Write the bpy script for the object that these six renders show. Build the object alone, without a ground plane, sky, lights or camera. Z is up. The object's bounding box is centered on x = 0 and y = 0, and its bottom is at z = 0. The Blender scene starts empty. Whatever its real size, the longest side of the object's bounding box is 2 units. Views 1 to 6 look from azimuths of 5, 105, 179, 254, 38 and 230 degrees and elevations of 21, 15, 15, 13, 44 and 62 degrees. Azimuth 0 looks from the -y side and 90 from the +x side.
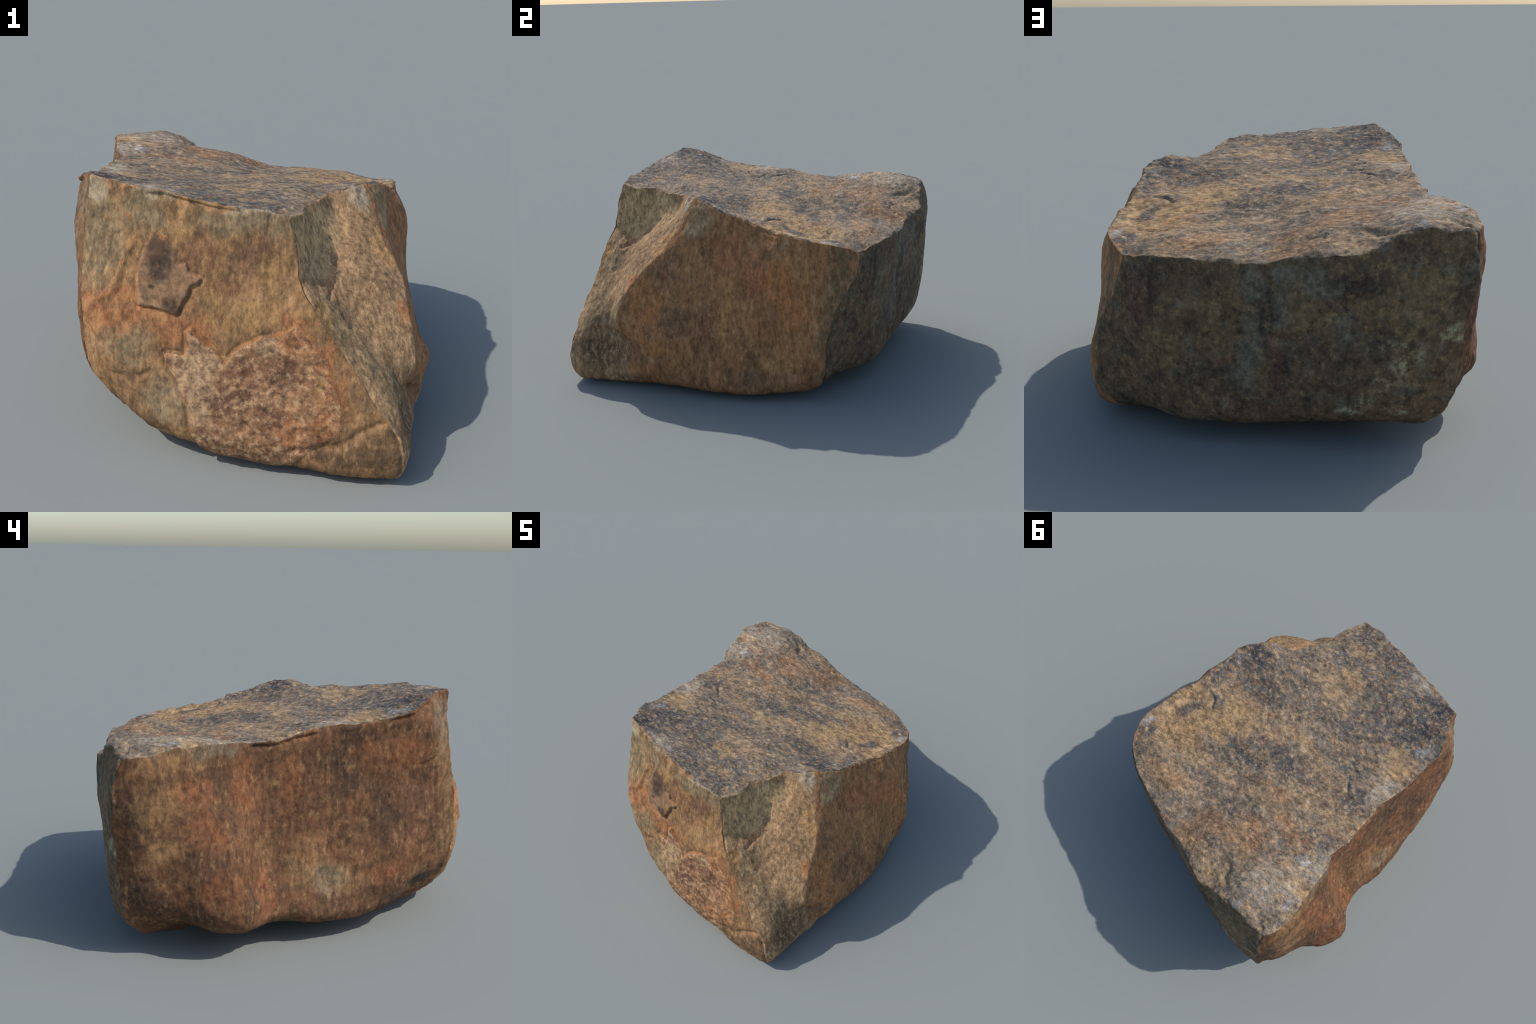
"""A quarried boulder: flat cleaved top that dips to one end, layered sun-lit
face, a chipped corner with an undercut lip, streaked and lichened sides."""
import bpy, numpy as np
from math import pi

# ------------------------------------------------------------------ profiles
# Each profile runs down the stone from the rim of the top face to the
# underside; going round the stone counter-clockwise (seen from above).
# ("name", crease, points rim -> underside)
PROFILES = [
 ("prow_corner", 1, [(-.575,-.685,1.198),(-.592,-.682,1.05),(-.608,-.698,.85),(-.618,-.735,.65),(-.615,-.745,.47),(-.583,-.748,.34),(-.50,-.738,.22),(-.41,-.66,.10),(-.23,-.36,.03)]),
 ("layered_f", 0, [(-.49,-.705,1.185),(-.515,-.708,1.0),(-.525,-.752,.80),(-.53,-.805,.60),(-.515,-.82,.45),(-.465,-.82,.30),(-.40,-.815,.18),(-.34,-.70,.075),(-.2,-.33,.02)]),
 ("layered_a", 0, [(-.42,-.722,1.175),(-.425,-.738,1.0),(-.42,-.785,.75),(-.41,-.834,.52),(-.385,-.857,.34),(-.33,-.865,.165),(-.27,-.74,.06),(-.15,-.35,.02)]),
 ("layered_g", 0, [(-.315,-.738,1.167),(-.315,-.77,1.0),(-.31,-.812,.75),(-.285,-.848,.50),(-.25,-.878,.33),(-.22,-.89,.15),(-.19,-.77,.05),(-.12,-.37,.02)]),
 ("layered_b", 0, [(-.21,-.752,1.157),(-.21,-.79,.99),(-.20,-.828,.70),(-.18,-.865,.48),(-.13,-.913,.27),(-.10,-.905,.115),(-.10,-.76,.04),(-.08,-.38,.02)]),
 ("layered_c", 0, [(-.01,-.782,1.132),(0,-.82,.90),(.01,-.858,.65),(.02,-.88,.483),(.04,-.932,.27),(.06,-.925,.085),(.06,-.77,.025),(.03,-.4,.01)]),
 ("layered_d", 0, [(.12,-.797,1.127),(.15,-.84,.85),(.17,-.888,.59),(.22,-.93,.40),(.27,-.965,.22),(.28,-.95,.068),(.27,-.80,.015),(.12,-.4,.005)]),
 ("layered_e", 0, [(.20,-.793,1.11),(.25,-.83,.88),(.313,-.883,.668),(.411,-.916,.53),(.505,-.962,.335),(.54,-.987,.20),(.55,-.975,.055),(.52,-.84,.0),(.22,-.38,.005)]),
 ("prow_crest", 1, [(.25,-.789,1.095),(.29,-.82,.95),(.312,-.839,.848),(.374,-.875,.738),(.47,-.897,.605),(.57,-.927,.48),(.66,-.957,.345),(.742,-.968,.25),(.772,-.982,.148),(.765,-.95,.05),(.68,-.82,.0),(.27,-.35,.005)]),
 ("chip_floor", 0, [(.295,-.67,1.083),(.314,-.715,.949),(.355,-.735,.83),(.428,-.745,.75),(.52,-.80,.62),(.63,-.84,.48),(.73,-.865,.36),(.778,-.88,.24),(.805,-.89,.12),(.78,-.865,.04),(.66,-.76,.0),(.28,-.3,.005)]),
 ("chip_wall", 0, [(.335,-.50,1.075),(.358,-.55,.97),(.378,-.594,.886),(.44,-.655,.78),(.53,-.70,.66),(.66,-.735,.50),(.738,-.745,.38),(.775,-.76,.25),(.815,-.77,.12),(.785,-.74,.04),(.62,-.62,.0),(.28,-.25,.005)]),
 ("chip_side", 0, [(.42,-.335,1.072),(.462,-.365,.98),(.55,-.45,.87),(.645,-.545,.75),(.72,-.622,.60),(.765,-.665,.48),(.77,-.70,.37),(.785,-.68,.26),(.822,-.67,.12),(.785,-.64,.04),(.62,-.53,.0),(.28,-.22,.005)]),
 ("ridge", .5, [(.54,-.235,1.092),(.577,-.262,1.03),(.62,-.315,.92),(.685,-.378,.82),(.738,-.457,.735),(.768,-.55,.63),(.806,-.62,.497),(.818,-.645,.40),(.79,-.60,.32),(.825,-.60,.22),(.845,-.58,.12),(.79,-.54,.04),(.60,-.45,.0),(.28,-.18,.005)]),
 ("streaked_a", 0, [(.60,-.155,1.077),(.638,-.21,.95),(.687,-.28,.83),(.752,-.37,.69),(.80,-.39,.56),(.838,-.43,.44),(.888,-.445,.355),(.878,-.44,.27),(.86,-.43,.13),(.80,-.38,.04),(.6,-.3,.0),(.28,-.12,.005)]),
 ("streaked_b", 0, [(.642,-.03,1.03),(.695,-.056,.80),(.775,-.085,.60),(.848,-.12,.37),(.872,-.125,.20),(.858,-.12,.055),(.75,-.1,.01),(.3,-.05,.0)]),
 ("streaked_c", 0, [(.672,.12,.985),(.75,.13,.80),(.79,.137,.58),(.832,.145,.36),(.86,.15,.19),(.86,.147,.05),(.75,.13,.01),(.3,.04,.0)]),
 ("streaked_d", 0, [(.712,.33,.935),(.778,.35,.79),(.793,.365,.57),(.803,.372,.37),(.816,.378,.22),(.815,.375,.07),(.68,.32,.02),(.3,.12,.0)]),
 ("streaked_e", 0, [(.718,.56,.893),(.715,.56,.78),(.742,.577,.65),(.787,.55,.50),(.83,.51,.35),(.83,.505,.20),(.79,.49,.08),(.6,.40,.03),(.28,.18,.0)]),
 ("end_corner", .6, [(.635,.732,.833),(.66,.722,.74),(.69,.68,.65),(.735,.635,.57),(.785,.59,.47),(.80,.575,.35),(.80,.57,.20),(.75,.54,.11),(.58,.45,.03),(.26,.2,.0)]),
 ("lichened_f", 0, [(.56,.77,.842),(.60,.76,.74),(.62,.742,.60),(.644,.712,.48),(.646,.672,.35),(.638,.645,.22),(.60,.61,.12),(.48,.48,.03),(.2,.2,.0)]),
 ("lichened_a", 0, [(.48,.81,.848),(.51,.80,.75),(.51,.787,.55),(.50,.768,.35),(.475,.757,.21),(.455,.742,.13),(.36,.56,.06),(.15,.24,.0)]),
 ("lichened_b", 0, [(.15,.88,.836),(.157,.872,.72),(.155,.846,.55),(.15,.838,.35),(.147,.828,.21),(.145,.81,.12),(.12,.66,.055),(.05,.3,.0)]),
 ("lichened_c", 0, [(-.19,.95,.875),(-.175,.942,.72),(-.165,.915,.50),(-.16,.897,.30),(-.15,.875,.165),(-.13,.80,.105),(-.1,.62,.045),(-.05,.3,.0)]),
 ("lichened_d", 0, [(-.40,.97,.908),(-.40,.985,.77),(-.40,.955,.50),(-.39,.94,.30),(-.375,.905,.165),(-.32,.79,.10),(-.26,.60,.04),(-.13,.3,.0)]),
 ("lichened_e", 0, [(-.56,.958,.98),(-.575,.975,.80),(-.578,.968,.50),(-.56,.95,.30),(-.535,.915,.165),(-.45,.78,.10),(-.36,.58,.035),(-.18,.28,.0)]),
 ("back_corner", 1, [(-.81,.925,.957),(-.805,.957,.88),(-.795,.966,.76),(-.765,.957,.658),(-.75,.945,.55),(-.74,.932,.43),(-.73,.925,.31),(-.70,.90,.20),(-.655,.85,.125),(-.5,.68,.05),(-.38,.52,.01),(-.18,.25,.0)]),
 ("rusty_i", 0, [(-.845,.85,.967),(-.852,.865,.88),(-.832,.858,.75),(-.818,.848,.60),(-.81,.832,.45),(-.80,.815,.34),(-.765,.765,.235),(-.68,.67,.16),(-.48,.50,.07),(-.2,.22,.0)]),
 ("rusty_a", 0, [(-.832,.72,1.0),(-.845,.715,.85),(-.833,.705,.60),(-.825,.70,.42),(-.80,.67,.26),(-.72,.60,.165),(-.52,.47,.08),(-.40,.36,.04),(-.2,.18,.0)]),
 ("rusty_h", 0, [(-.79,.585,1.003),(-.808,.588,.87),(-.833,.59,.70),(-.857,.585,.53),(-.882,.57,.38),(-.885,.555,.245),(-.82,.51,.16),(-.55,.38,.07),(-.2,.14,.0)]),
 ("rusty_b", 0, [(-.76,.46,1.0),(-.778,.465,.87),(-.802,.47,.74),(-.86,.465,.57),(-.905,.455,.44),(-.918,.44,.32),(-.905,.43,.215),(-.80,.38,.135),(-.45,.25,.05),(-.2,.12,.0)]),
 ("rusty_c", 0, [(-.71,.26,.995),(-.695,.255,.87),(-.69,.26,.70),(-.695,.265,.50),(-.735,.265,.36),(-.80,.27,.24),(-.785,.26,.17),(-.64,.22,.11),(-.40,.15,.06),(-.2,.08,.0)]),
 ("rusty_d", 0, [(-.68,.02,1.04),(-.68,.02,.92),(-.675,.02,.77),(-.678,.02,.55),(-.705,.02,.39),(-.742,.02,.24),(-.755,.02,.15),(-.64,.01,.085),(-.45,0,.04),(-.2,0,.0)]),
 ("rusty_e", 0, [(-.685,-.20,1.055),(-.672,-.205,.95),(-.661,-.21,.75),(-.675,-.21,.55),(-.71,-.215,.39),(-.732,-.222,.23),(-.725,-.218,.14),(-.60,-.18,.06),(-.4,-.12,.02),(-.2,-.06,.0)]),
 ("rusty_f", 0, [(-.69,-.46,1.105),(-.676,-.455,.95),(-.66,-.45,.75),(-.682,-.45,.55),(-.705,-.45,.40),(-.69,-.445,.25),(-.645,-.42,.145),(-.48,-.33,.06),(-.25,-.15,.01)]),
 ("rusty_g", 0, [(-.66,-.56,1.16),(-.676,-.60,.98),(-.660,-.60,.74),(-.668,-.605,.50),(-.648,-.595,.35),(-.59,-.56,.21),(-.49,-.49,.09),(-.34,-.33,.03),(-.18,-.15,.01)]),
]
# extra stations that only shape the rim between two profiles: (after, t, dx, dy, dz)
RIM_POINTS = [  # measured rim of the top face, counter-clockwise
 (-.575,-.685,1.198),(-.47,-.71,1.182),(-.40,-.73,1.172),(-.27,-.74,1.165),(-.16,-.77,1.152),(-.01,-.78,1.13),(.11,-.80,1.127),
 (.17,-.79,1.118),(.25,-.789,1.095),(.29,-.69,1.08),(.31,-.61,1.086),(.30,-.56,1.08),(.35,-.46,1.072),(.39,-.34,1.072),(.50,-.28,1.085),
 (.54,-.235,1.092),(.59,-.18,1.077),(.64,-.10,1.065),(.64,-.05,1.04),(.65,.03,1.008),(.67,.11,.99),(.66,.17,.968),(.70,.28,.94),
 (.72,.42,.91),(.725,.54,.897),(.71,.62,.88),(.635,.732,.833),(.48,.81,.848),(.30,.85,.836),(.07,.90,.835),(-.02,.90,.85),(-.19,.948,.878),
 (-.31,.975,.884),(-.39,.952,.90),(-.49,.955,.96),(-.61,.94,.985),(-.71,.937,.965),(-.80,.925,.957),(-.825,.86,.965),(-.84,.79,.98),(-.82,.69,1.006),
 (-.78,.57,1.004),(-.75,.42,1.0),(-.705,.36,.994),(-.71,.22,.997),(-.69,.08,1.026),(-.675,-.02,1.05),(-.69,-.18,1.052),(-.688,-.34,1.08),
 (-.69,-.47,1.112),(-.66,-.53,1.15),(-.60,-.61,1.182)]
TOP_POINTS = [  # spots on the top face with their heights
 (-.405,.246,1.003),(-.264,.636,.956),(-.162,.593,.94),(-.357,-.096,1.03),(-.44,-.076,1.042),(-.255,.303,.985),(-.159,.363,.96),
 (.594,.508,.891),(.468,.53,.895),(.622,.30,.923),(.267,-.136,1.05),(.243,.122,.995),(-.13,.139,.992),(-.23,.17,.985),(.60,0,1.0),(-.389,.879,.923),(-.571,.92,.992),
 (-.773,.737,1.012),(-.175,-.632,1.143),(-.196,.809,.922),(-.078,.784,.892),(.02,.755,.872),(.303,.702,.89),(.52,-.094,1.038),(-.593,-.204,1.055),(-.268,-.636,1.151),
 (.184,.437,.908),(.485,.208,.963),(.561,.193,.964),(.292,.71,.89),(.38,.03,.982),(.28,-.40,1.10),(0,-.44,1.092),(-.25,-.33,1.075),(.03,.47,.905),(-.45,.42,.982),(.41,.665,.897)]
TOP_CENTRE = np.array([-.04, .04])

NU, NSIDE, NTOP = 1120, 240, 135
ROWS = NSIDE / 190          # row-based widths below were set for 190 rows

# ------------------------------------------------------------------ helpers
def smooth(a, b, x):
    t = np.clip((x - a) / (b - a), 0, 1)
    return t * t * (3 - 2 * t)

def _hash(ix, iy, iz, seed):
    h = (ix * 374761393 + iy * 668265263 + iz * 2147483647 + seed * 974634777) & 0xFFFFFFFF
    h = ((h ^ (h >> 13)) * 1274126177) & 0xFFFFFFFF
    h = ((h ^ (h >> 16)) * 2246822519) & 0xFFFFFFFF
    return ((h >> 8) & 0xFFFF) / 32767.5 - 1.0

def vnoise(p, seed=0):
    p = np.asarray(p, float)
    i = np.floor(p).astype(np.int64); f = p - i
    w = f * f * f * (f * (f * 6 - 15) + 10)
    out = 0
    for dx in (0, 1):
        for dy in (0, 1):
            for dz in (0, 1):
                k = (w[:, 0] if dx else 1 - w[:, 0]) * (w[:, 1] if dy else 1 - w[:, 1]) * (w[:, 2] if dz else 1 - w[:, 2])
                out = out + k * _hash(i[:, 0] + dx, i[:, 1] + dy, i[:, 2] + dz, seed)
    return out

def fbm(p, octaves=4, seed=0, gain=.5, ridged=False):
    out, a, tot = 0, 1.0, 0
    p = np.array(p, float)
    for o in range(octaves):
        n = vnoise(p * 2.03 ** o + 17.3 * o, seed + o)
        out = out + a * ((1 - 2 * np.abs(n)) if ridged else n); tot += a; a *= gain
    return out / tot

def seg_dist(px, py, line):
    """distance to a polyline, and the running length of the nearest spot"""
    best = np.full(len(px), 9.0)
    for (ax, ay), (bx, by) in zip(line[:-1], line[1:]):
        dx, dy = bx - ax, by - ay
        t = np.clip(((px - ax) * dx + (py - ay) * dy) / (dx * dx + dy * dy), 0, 1)
        best = np.minimum(best, np.hypot(px - ax - t * dx, py - ay - t * dy))
    return best

def in_poly(px, py, poly):
    c = np.zeros(len(px), bool); j = len(poly) - 1
    for i in range(len(poly)):
        (xi, yi), (xj, yj) = poly[i], poly[j]
        if yi != yj:
            c ^= ((yi > py) != (yj > py)) & (px < (xj - xi) * (py - yi) / (yj - yi) + xi)
        j = i
    return c

def signed(px, py, poly):
    d = seg_dist(px, py, list(poly) + [poly[0]])
    return np.where(in_poly(px, py, poly), d, -d)

def resample(pts, n, closed=False):
    pts = np.array(pts, float)
    if closed: pts = np.vstack([pts, pts[:1]])
    s = np.r_[0, np.cumsum(np.linalg.norm(np.diff(pts, axis=0), axis=1))]
    t = np.linspace(0, s[-1], n, endpoint=not closed)
    return np.stack([np.interp(t, s, pts[:, k]) for k in range(3)], -1)

def hermite(x, xs, ys, mL, mR):
    k = np.clip(np.searchsorted(xs, x, side='right') - 1, 0, len(xs) - 2)
    h = (xs[k + 1] - xs[k]); t = (x - xs[k]) / h
    t2, t3 = t * t, t ** 3
    sh = (slice(None),) + (None,) * (ys.ndim - 1)
    t, t2, t3, h = t[sh], t2[sh], t3[sh], h[sh]
    return ((2*t3 - 3*t2 + 1) * ys[k] + (t3 - 2*t2 + t) * h * mR[k]
            + (-2*t3 + 3*t2) * ys[k + 1] + (t3 - t2) * h * mL[k + 1])

def slopes(xs, ys):
    d = np.diff(ys, axis=0) / np.diff(xs).reshape((-1,) + (1,) * (ys.ndim - 1))
    m = np.zeros_like(ys); m[0], m[-1] = d[0], d[-1]
    h = np.diff(xs).reshape((-1,) + (1,) * (ys.ndim - 1))
    m[1:-1] = (d[:-1] * h[1:] + d[1:] * h[:-1]) / (h[:-1] + h[1:])
    return m, d

# ------------------------------------------------------------------ side wall
def profile_curve(pts, n):
    pts = np.array(pts, float)
    s = np.r_[0, np.cumsum(np.linalg.norm(np.diff(pts, axis=0), axis=1))]
    m, _ = slopes(s, pts)
    f = hermite(np.linspace(0, s[-1], 400), s, pts, m, m)
    # parametrise so that rows follow the drop in height on the wall and the
    # path length under the stone
    q = np.r_[0, np.cumsum(np.linalg.norm(np.diff(f, axis=0), axis=1))]
    low = np.argmax(f[:, 2] < .10) or 300
    u = np.where(np.arange(400) <= low, .74 * q / q[low], .74 + .26 * (q - q[low]) / (q[-1] - q[low]))
    t = np.linspace(0, 1, n)
    return np.stack([np.interp(t, u, f[:, k]) for k in range(3)], -1)

C = np.array([profile_curve(p[2], NSIDE) for p in PROFILES])      # (ncol, NSIDE, 3)
NC = len(C)
Cw = np.concatenate([C[-2:], C, C[:3]])                            # wrapped
mid = Cw[:, NSIDE // 4]
ang = np.r_[0, np.cumsum(np.linalg.norm(np.diff(Cw[:, ::10].mean(1)[:, :2], axis=0), axis=1) + 1e-6)]
m, d = slopes(ang, Cw)
crease = np.array([p[1] for p in PROFILES], float)
crw = np.r_[crease[-2:], crease, crease[:3]]
mL, mR = m.copy(), m.copy()
for i in range(1, len(Cw) - 1):
    mL[i] = m[i] * (1 - crw[i]) + d[i - 1] * crw[i]
    mR[i] = m[i] * (1 - crw[i]) + d[i] * crw[i]
us = np.linspace(ang[2], ang[2 + NC], NU, endpoint=False)
side = hermite(us, ang, Cw, mL, mR)                                # (NU, NSIDE, 3)
col_u = (ang[2:2 + NC] - ang[2]) / (ang[2 + NC] - ang[2]) * NU     # column index of each profile

# pull the top of the wall onto the measured rim (same arc between corners)
rim_dense = resample(RIM_POINTS, 4000, closed=True)
anchor = [int(np.argmin(np.linalg.norm(rim_dense - np.array(p[2][0]), axis=1))) for p in PROFILES]
anchor[0] = 0
for i in range(1, NC): anchor[i] = max(anchor[i], anchor[i - 1] + 5)
rim_idx = np.interp(np.arange(NU), np.r_[col_u, NU], np.r_[anchor, 4000])
ridx = rim_idx % 4000
rim = np.stack([np.interp(ridx, np.arange(4001), np.r_[rim_dense[:, k], rim_dense[:1, k]]) for k in range(3)], -1)
tt = np.linspace(0, 1, NSIDE)
fall = (1 - smooth(0, .22, tt))[None, :, None]
side = side + (rim - side[:, 0])[:, None, :] * fall

# ------------------------------------------------------------------ top face
def tps_fit(xy, z, reg=1e-4):
    n = len(xy); r = np.linalg.norm(xy[:, None] - xy[None], axis=2)
    Kk = np.where(r > 0, r * r * np.log(r + 1e-12), 0) + reg * np.eye(n)
    P = np.c_[np.ones(n), xy]
    A = np.block([[Kk, P], [P.T, np.zeros((3, 3))]])
    return np.linalg.solve(A, np.r_[z, 0, 0, 0])

def tps_eval(w, xy0, xy):
    r = np.linalg.norm(xy[:, None] - xy0[None], axis=2)
    return np.where(r > 0, r * r * np.log(r + 1e-12), 0) @ w[:-3] + w[-3] + xy @ w[-2:]

rs = np.array(RIM_POINTS + TOP_POINTS)
w_top = tps_fit(rs[:, :2], rs[:, 2])
s_t = (1 - np.linspace(0, 1, NTOP + 1)[1:] ** .93)[None, :, None]
txy = TOP_CENTRE + (rim[:, None, :2] - TOP_CENTRE) * s_t
tz = tps_eval(w_top, rs[:, :2], txy.reshape(-1, 2)).reshape(NU, NTOP)
rim_fix = (rim[:, 2] - tps_eval(w_top, rs[:, :2], rim[:, :2]))[:, None] * s_t[..., 0] ** 6
top = np.concatenate([txy, (tz + rim_fix)[..., None]], -1)

# grid rows: top centre ... rim ... underside centre
G = np.concatenate([top[:, ::-1], side], axis=1)                   # (NU, NR, 3)
NR = G.shape[1]; RIM_ROW = NTOP
G[:, 0] = G[:, 0].mean(0)
BOTTOM = np.array([0.05, 0.0, .012])

def laplace(G, it, wgt):
    for _ in range(it):
        L = (np.roll(G, 1, 0) + np.roll(G, -1, 0)) / 4
        L[:, 1:-1] += (G[:, :-2] + G[:, 2:]) / 4
        new = G.copy()
        new[:, 1:-1] += wgt[:, 1:-1, None] * (L[:, 1:-1] - G[:, 1:-1])
        G = new
    return G

def normals(G):
    du = np.roll(G, -1, 0) - np.roll(G, 1, 0)
    dv = np.gradient(G, axis=1)
    n = np.cross(dv, du)
    n /= np.linalg.norm(n, axis=2, keepdims=True) + 1e-12
    return n
wgt = np.full(G.shape[:2], .6)
G = laplace(G, 4, wgt)
N = normals(G)
if (N[:, RIM_ROW + 40, :2] * G[:, RIM_ROW + 40, :2]).sum() < 0: N = -N

# ------------------------------------------------------------------ relief
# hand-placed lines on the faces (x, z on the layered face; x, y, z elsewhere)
PLATE = [(-.247,.480),(-.234,.496),(-.152,.499),(-.147,.537),(-.149,.590),(-.119,.606),(-.080,.566),(-.050,.551),(-.012,.520),
         (.025,.483),(.067,.534),(.094,.563),(.168,.605),(.282,.645),(.316,.672),(.345,.645),(.411,.574),(.446,.505),(.479,.421),
         (.510,.334),(.514,.282),(.500,.235),(.411,.185),(.36,.12),(.30,.03),(-.02,.03),(-.104,.149),(-.120,.234),(-.137,.287),(-.162,.338),(-.187,.387),(-.234,.444)]
FLAKE = [(-.304,.992),(-.237,.982),(-.206,.933),(-.197,.870),(-.160,.885),(-.150,.845),(-.097,.825),(-.111,.803),(-.141,.789),(-.154,.736),(-.185,.672),(-.204,.662),
         (-.256,.674),(-.295,.689),(-.356,.687),(-.359,.760),(-.348,.864),(-.327,.928)]
EDGE_LINE = [(-.416,1.06),(-.380,1.018),(-.372,.969),(-.416,.905),(-.442,.775),(-.484,.716),(-.551,.679),(-.580,.617),(-.565,.575),(-.518,.537)]
THIN_LINE = [(-.444,.972),(-.477,.957),(-.485,.874),(-.520,.782)]
LOW_SCAR = [(-.311,.402),(-.353,.374),(-.391,.311),(-.346,.286),(-.306,.251)]
TOE_LIP = [(.66,.30),(.583,.255),(.547,.222),(.487,.190),(.412,.166),(.33,.15)]
CRACKS = [  # (face, line, width, depth)
 ("streaked", [(.762,-.412,.697),(.789,-.378,.628),(.81,-.355,.581),(.815,-.284,.563)], .007, .010),
 ("streaked", [(.70,.65,.62),(.74,.63,.56),(.77,.59,.49),(.80,.575,.40)], .007, .012),
 ("chip", [(.274,-.776,1.036),(.311,-.725,.948),(.326,-.77,.864)], .008, .012),
 ("chip", [(.42,-.66,.794),(.432,-.69,.765),(.43,-.748,.746)], .011, .013),
 ("top", [(-.496,.051,1.032),(-.422,-.037,1.035),(-.448,-.069,1.042),(-.365,-.099,1.031),(-.413,-.164,1.046),(-.468,-.188,1.053)], .008, .009),
 ("top", [(.60,.505,.89),(.53,.53,.892),(.473,.539,.893)], .010, .016),
 ("top", [(.328,-.14,1.054),(.262,-.134,1.054),(.20,-.19,1.07),(.172,-.22,1.077)], .007, .007),
 ("top", [(.56,.19,.963),(.50,.20,.96),(.47,.25,.95)], .010, .014),
 ("top", [(-.10,.83,.885),(-.13,.79,.90),(-.19,.81,.92)], .010, .012),
 ("top", [(-.47,.90,.95),(-.41,.86,.925),(-.37,.80,.94)], .022, .016),
 ("top", [(-.76,.80,.99),(-.72,.88,.985),(-.77,.90,.97)], .010, .014),
 ("rusty", [(-.831,.461,.764),(-.832,.411,.698),(-.827,.372,.604),(-.826,.339,.429),(-.84,.325,.276)], .018, .014),
 ("rusty", [(-.807,.84,.41),(-.833,.779,.411),(-.88,.654,.432),(-.893,.596,.382),(-.896,.571,.329)], .014, .007),
 ("rusty", [(-.666,-.60,.823),(-.660,-.62,.483),(-.668,-.532,.404),(-.697,-.379,.33),(-.703,-.339,.208)], .010, .009),
 ("rusty", [(-.667,-.541,1.048),(-.648,-.638,.962),(-.664,-.609,.885),(-.674,-.543,.846),(-.691,-.333,.835)], .010, .009),
 ("rusty", [(-.71,.05,.90),(-.73,.10,.82),(-.76,.14,.76)], .010, .010),
]
def line_dist3(P, line):
    best = np.full(len(P), 9.0)
    for a, b in zip(np.array(line[:-1]), np.array(line[1:])):
        t = np.clip((P - a) @ (b - a) / ((b - a) @ (b - a)), 0, 1)
        best = np.minimum(best, np.linalg.norm(P - a - t[:, None] * (b - a), axis=1))
    return best

P = G.reshape(-1, 3).copy(); Nf = N.reshape(-1, 3)
rowi = np.tile(np.arange(NR), NU); coli = np.repeat(np.arange(NU), NR)
GROUP = {"prow_corner": "layered", "prow_crest": "chip", "ridge": "streaked", "end_corner": "lichened", "back_corner": "rusty"}
prof_group = [GROUP.get(p[0]) or p[0].split("_")[0] for p in PROFILES]
col_group = np.array([prof_group[np.searchsorted(col_u, c, side='right') - 1] for c in range(NU)])
grp = np.repeat(col_group, NR).astype(object)
UNDER = RIM_ROW + int(NSIDE * .80)
grp[rowi < RIM_ROW] = "top"
on = {g: grp == g for g in ("top", "layered", "chip", "streaked", "lichened", "rusty")}
warp = np.stack([fbm(P * 9 + 5, 3, 31), fbm(P * 9 + 25, 3, 32), fbm(P * 9 + 45, 3, 33)], -1) * .016
Q = P + warp
fx, fz = Q[:, 0], Q[:, 2]

# how rough each face is: big swells, middle lumps, fine chips
ROUGH = {"top": (.006, .0060, .0042), "layered": (.006, .0030, .0016), "chip": (.006, .0040, .0022),
         "streaked": (.005, .0032, .0018), "lichened": (.006, .0040, .0022), "rusty": (.008, .0055, .0024)}
big = fbm(P * 3.2, 2, 3)
mid_n = fbm(P * 9.5 + warp * 20, 3, 11, ridged=True)
fine = fbm(P * 34, 3, 9)
dipx = P @ np.array([.79, .61, 0]); dipy = P @ np.array([-.61, .79, 0])
ripple = fbm(np.stack([dipx * 2.6, dipy * 9.5, P[:, 2] * 3], -1), 4, 21)
drape = fbm(np.stack([P[:, 0] * 13, P[:, 1] * 13, P[:, 2] * 4.5], -1), 3, 23)
drape2 = fbm(np.stack([P[:, 0] * 34, P[:, 1] * 34, P[:, 2] * 13], -1), 3, 29, ridged=True)
disp = np.zeros(len(P))
for g, (a, b, c) in ROUGH.items():
    k = on[g]
    disp[k] = (a * big + b * mid_n * smooth(-.5, .6, fbm(P * 2.1, 2, 77) + .35) + c * fine)[k]
q = ripple * 4.2 + .9 * fbm(P * 6, 2, 41)
step = (np.floor(q) + smooth(.62, 1, q - np.floor(q))) / 4.2
disp[on["top"]] += (.006 * ripple + .007 * step)[on["top"]]
disp[on["rusty"]] -= (.003 * drape)[on["rusty"]]
for g in ("layered", "streaked", "rusty", "chip"):
    disp[on[g]] += (.0055 * drape + .0022 * drape2)[on[g]]

k = on["layered"]
d_plate = np.full(len(P), -1.0); d_plate[k] = signed(fx[k], fz[k], PLATE)
d_flake = np.full(len(P), -1.0); d_flake[k] = signed(fx[k], fz[k], FLAKE)
fade = 1 - .75 * smooth(.05, .40, P[:, 0])
disp += .013 * smooth(-.006, .005, d_plate) * fade
disp -= .007 * np.exp(-((d_plate + .010) / .008) ** 2) * fade * k
disp -= .006 * np.exp(-((d_flake + .009) / .007) ** 2) * k * (P[:, 2] < .93)
disp += smooth(0, .03, d_plate) * .006 * fbm(P * 17, 3, 51, ridged=True)
disp += .012 * smooth(-.006, .006, d_flake) * (1 - .6 * smooth(.82, .95, P[:, 2]))
disp -= .012 * np.exp(-((P[:, 0] + .265) / .05) ** 2 - ((P[:, 2] - .86) / .085) ** 2) * k
def bump2(line, w, amt):
    out = np.zeros(len(P)); out[k] = amt * np.exp(-(seg_dist(fx[k], fz[k], line) / w) ** 2); return out
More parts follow.
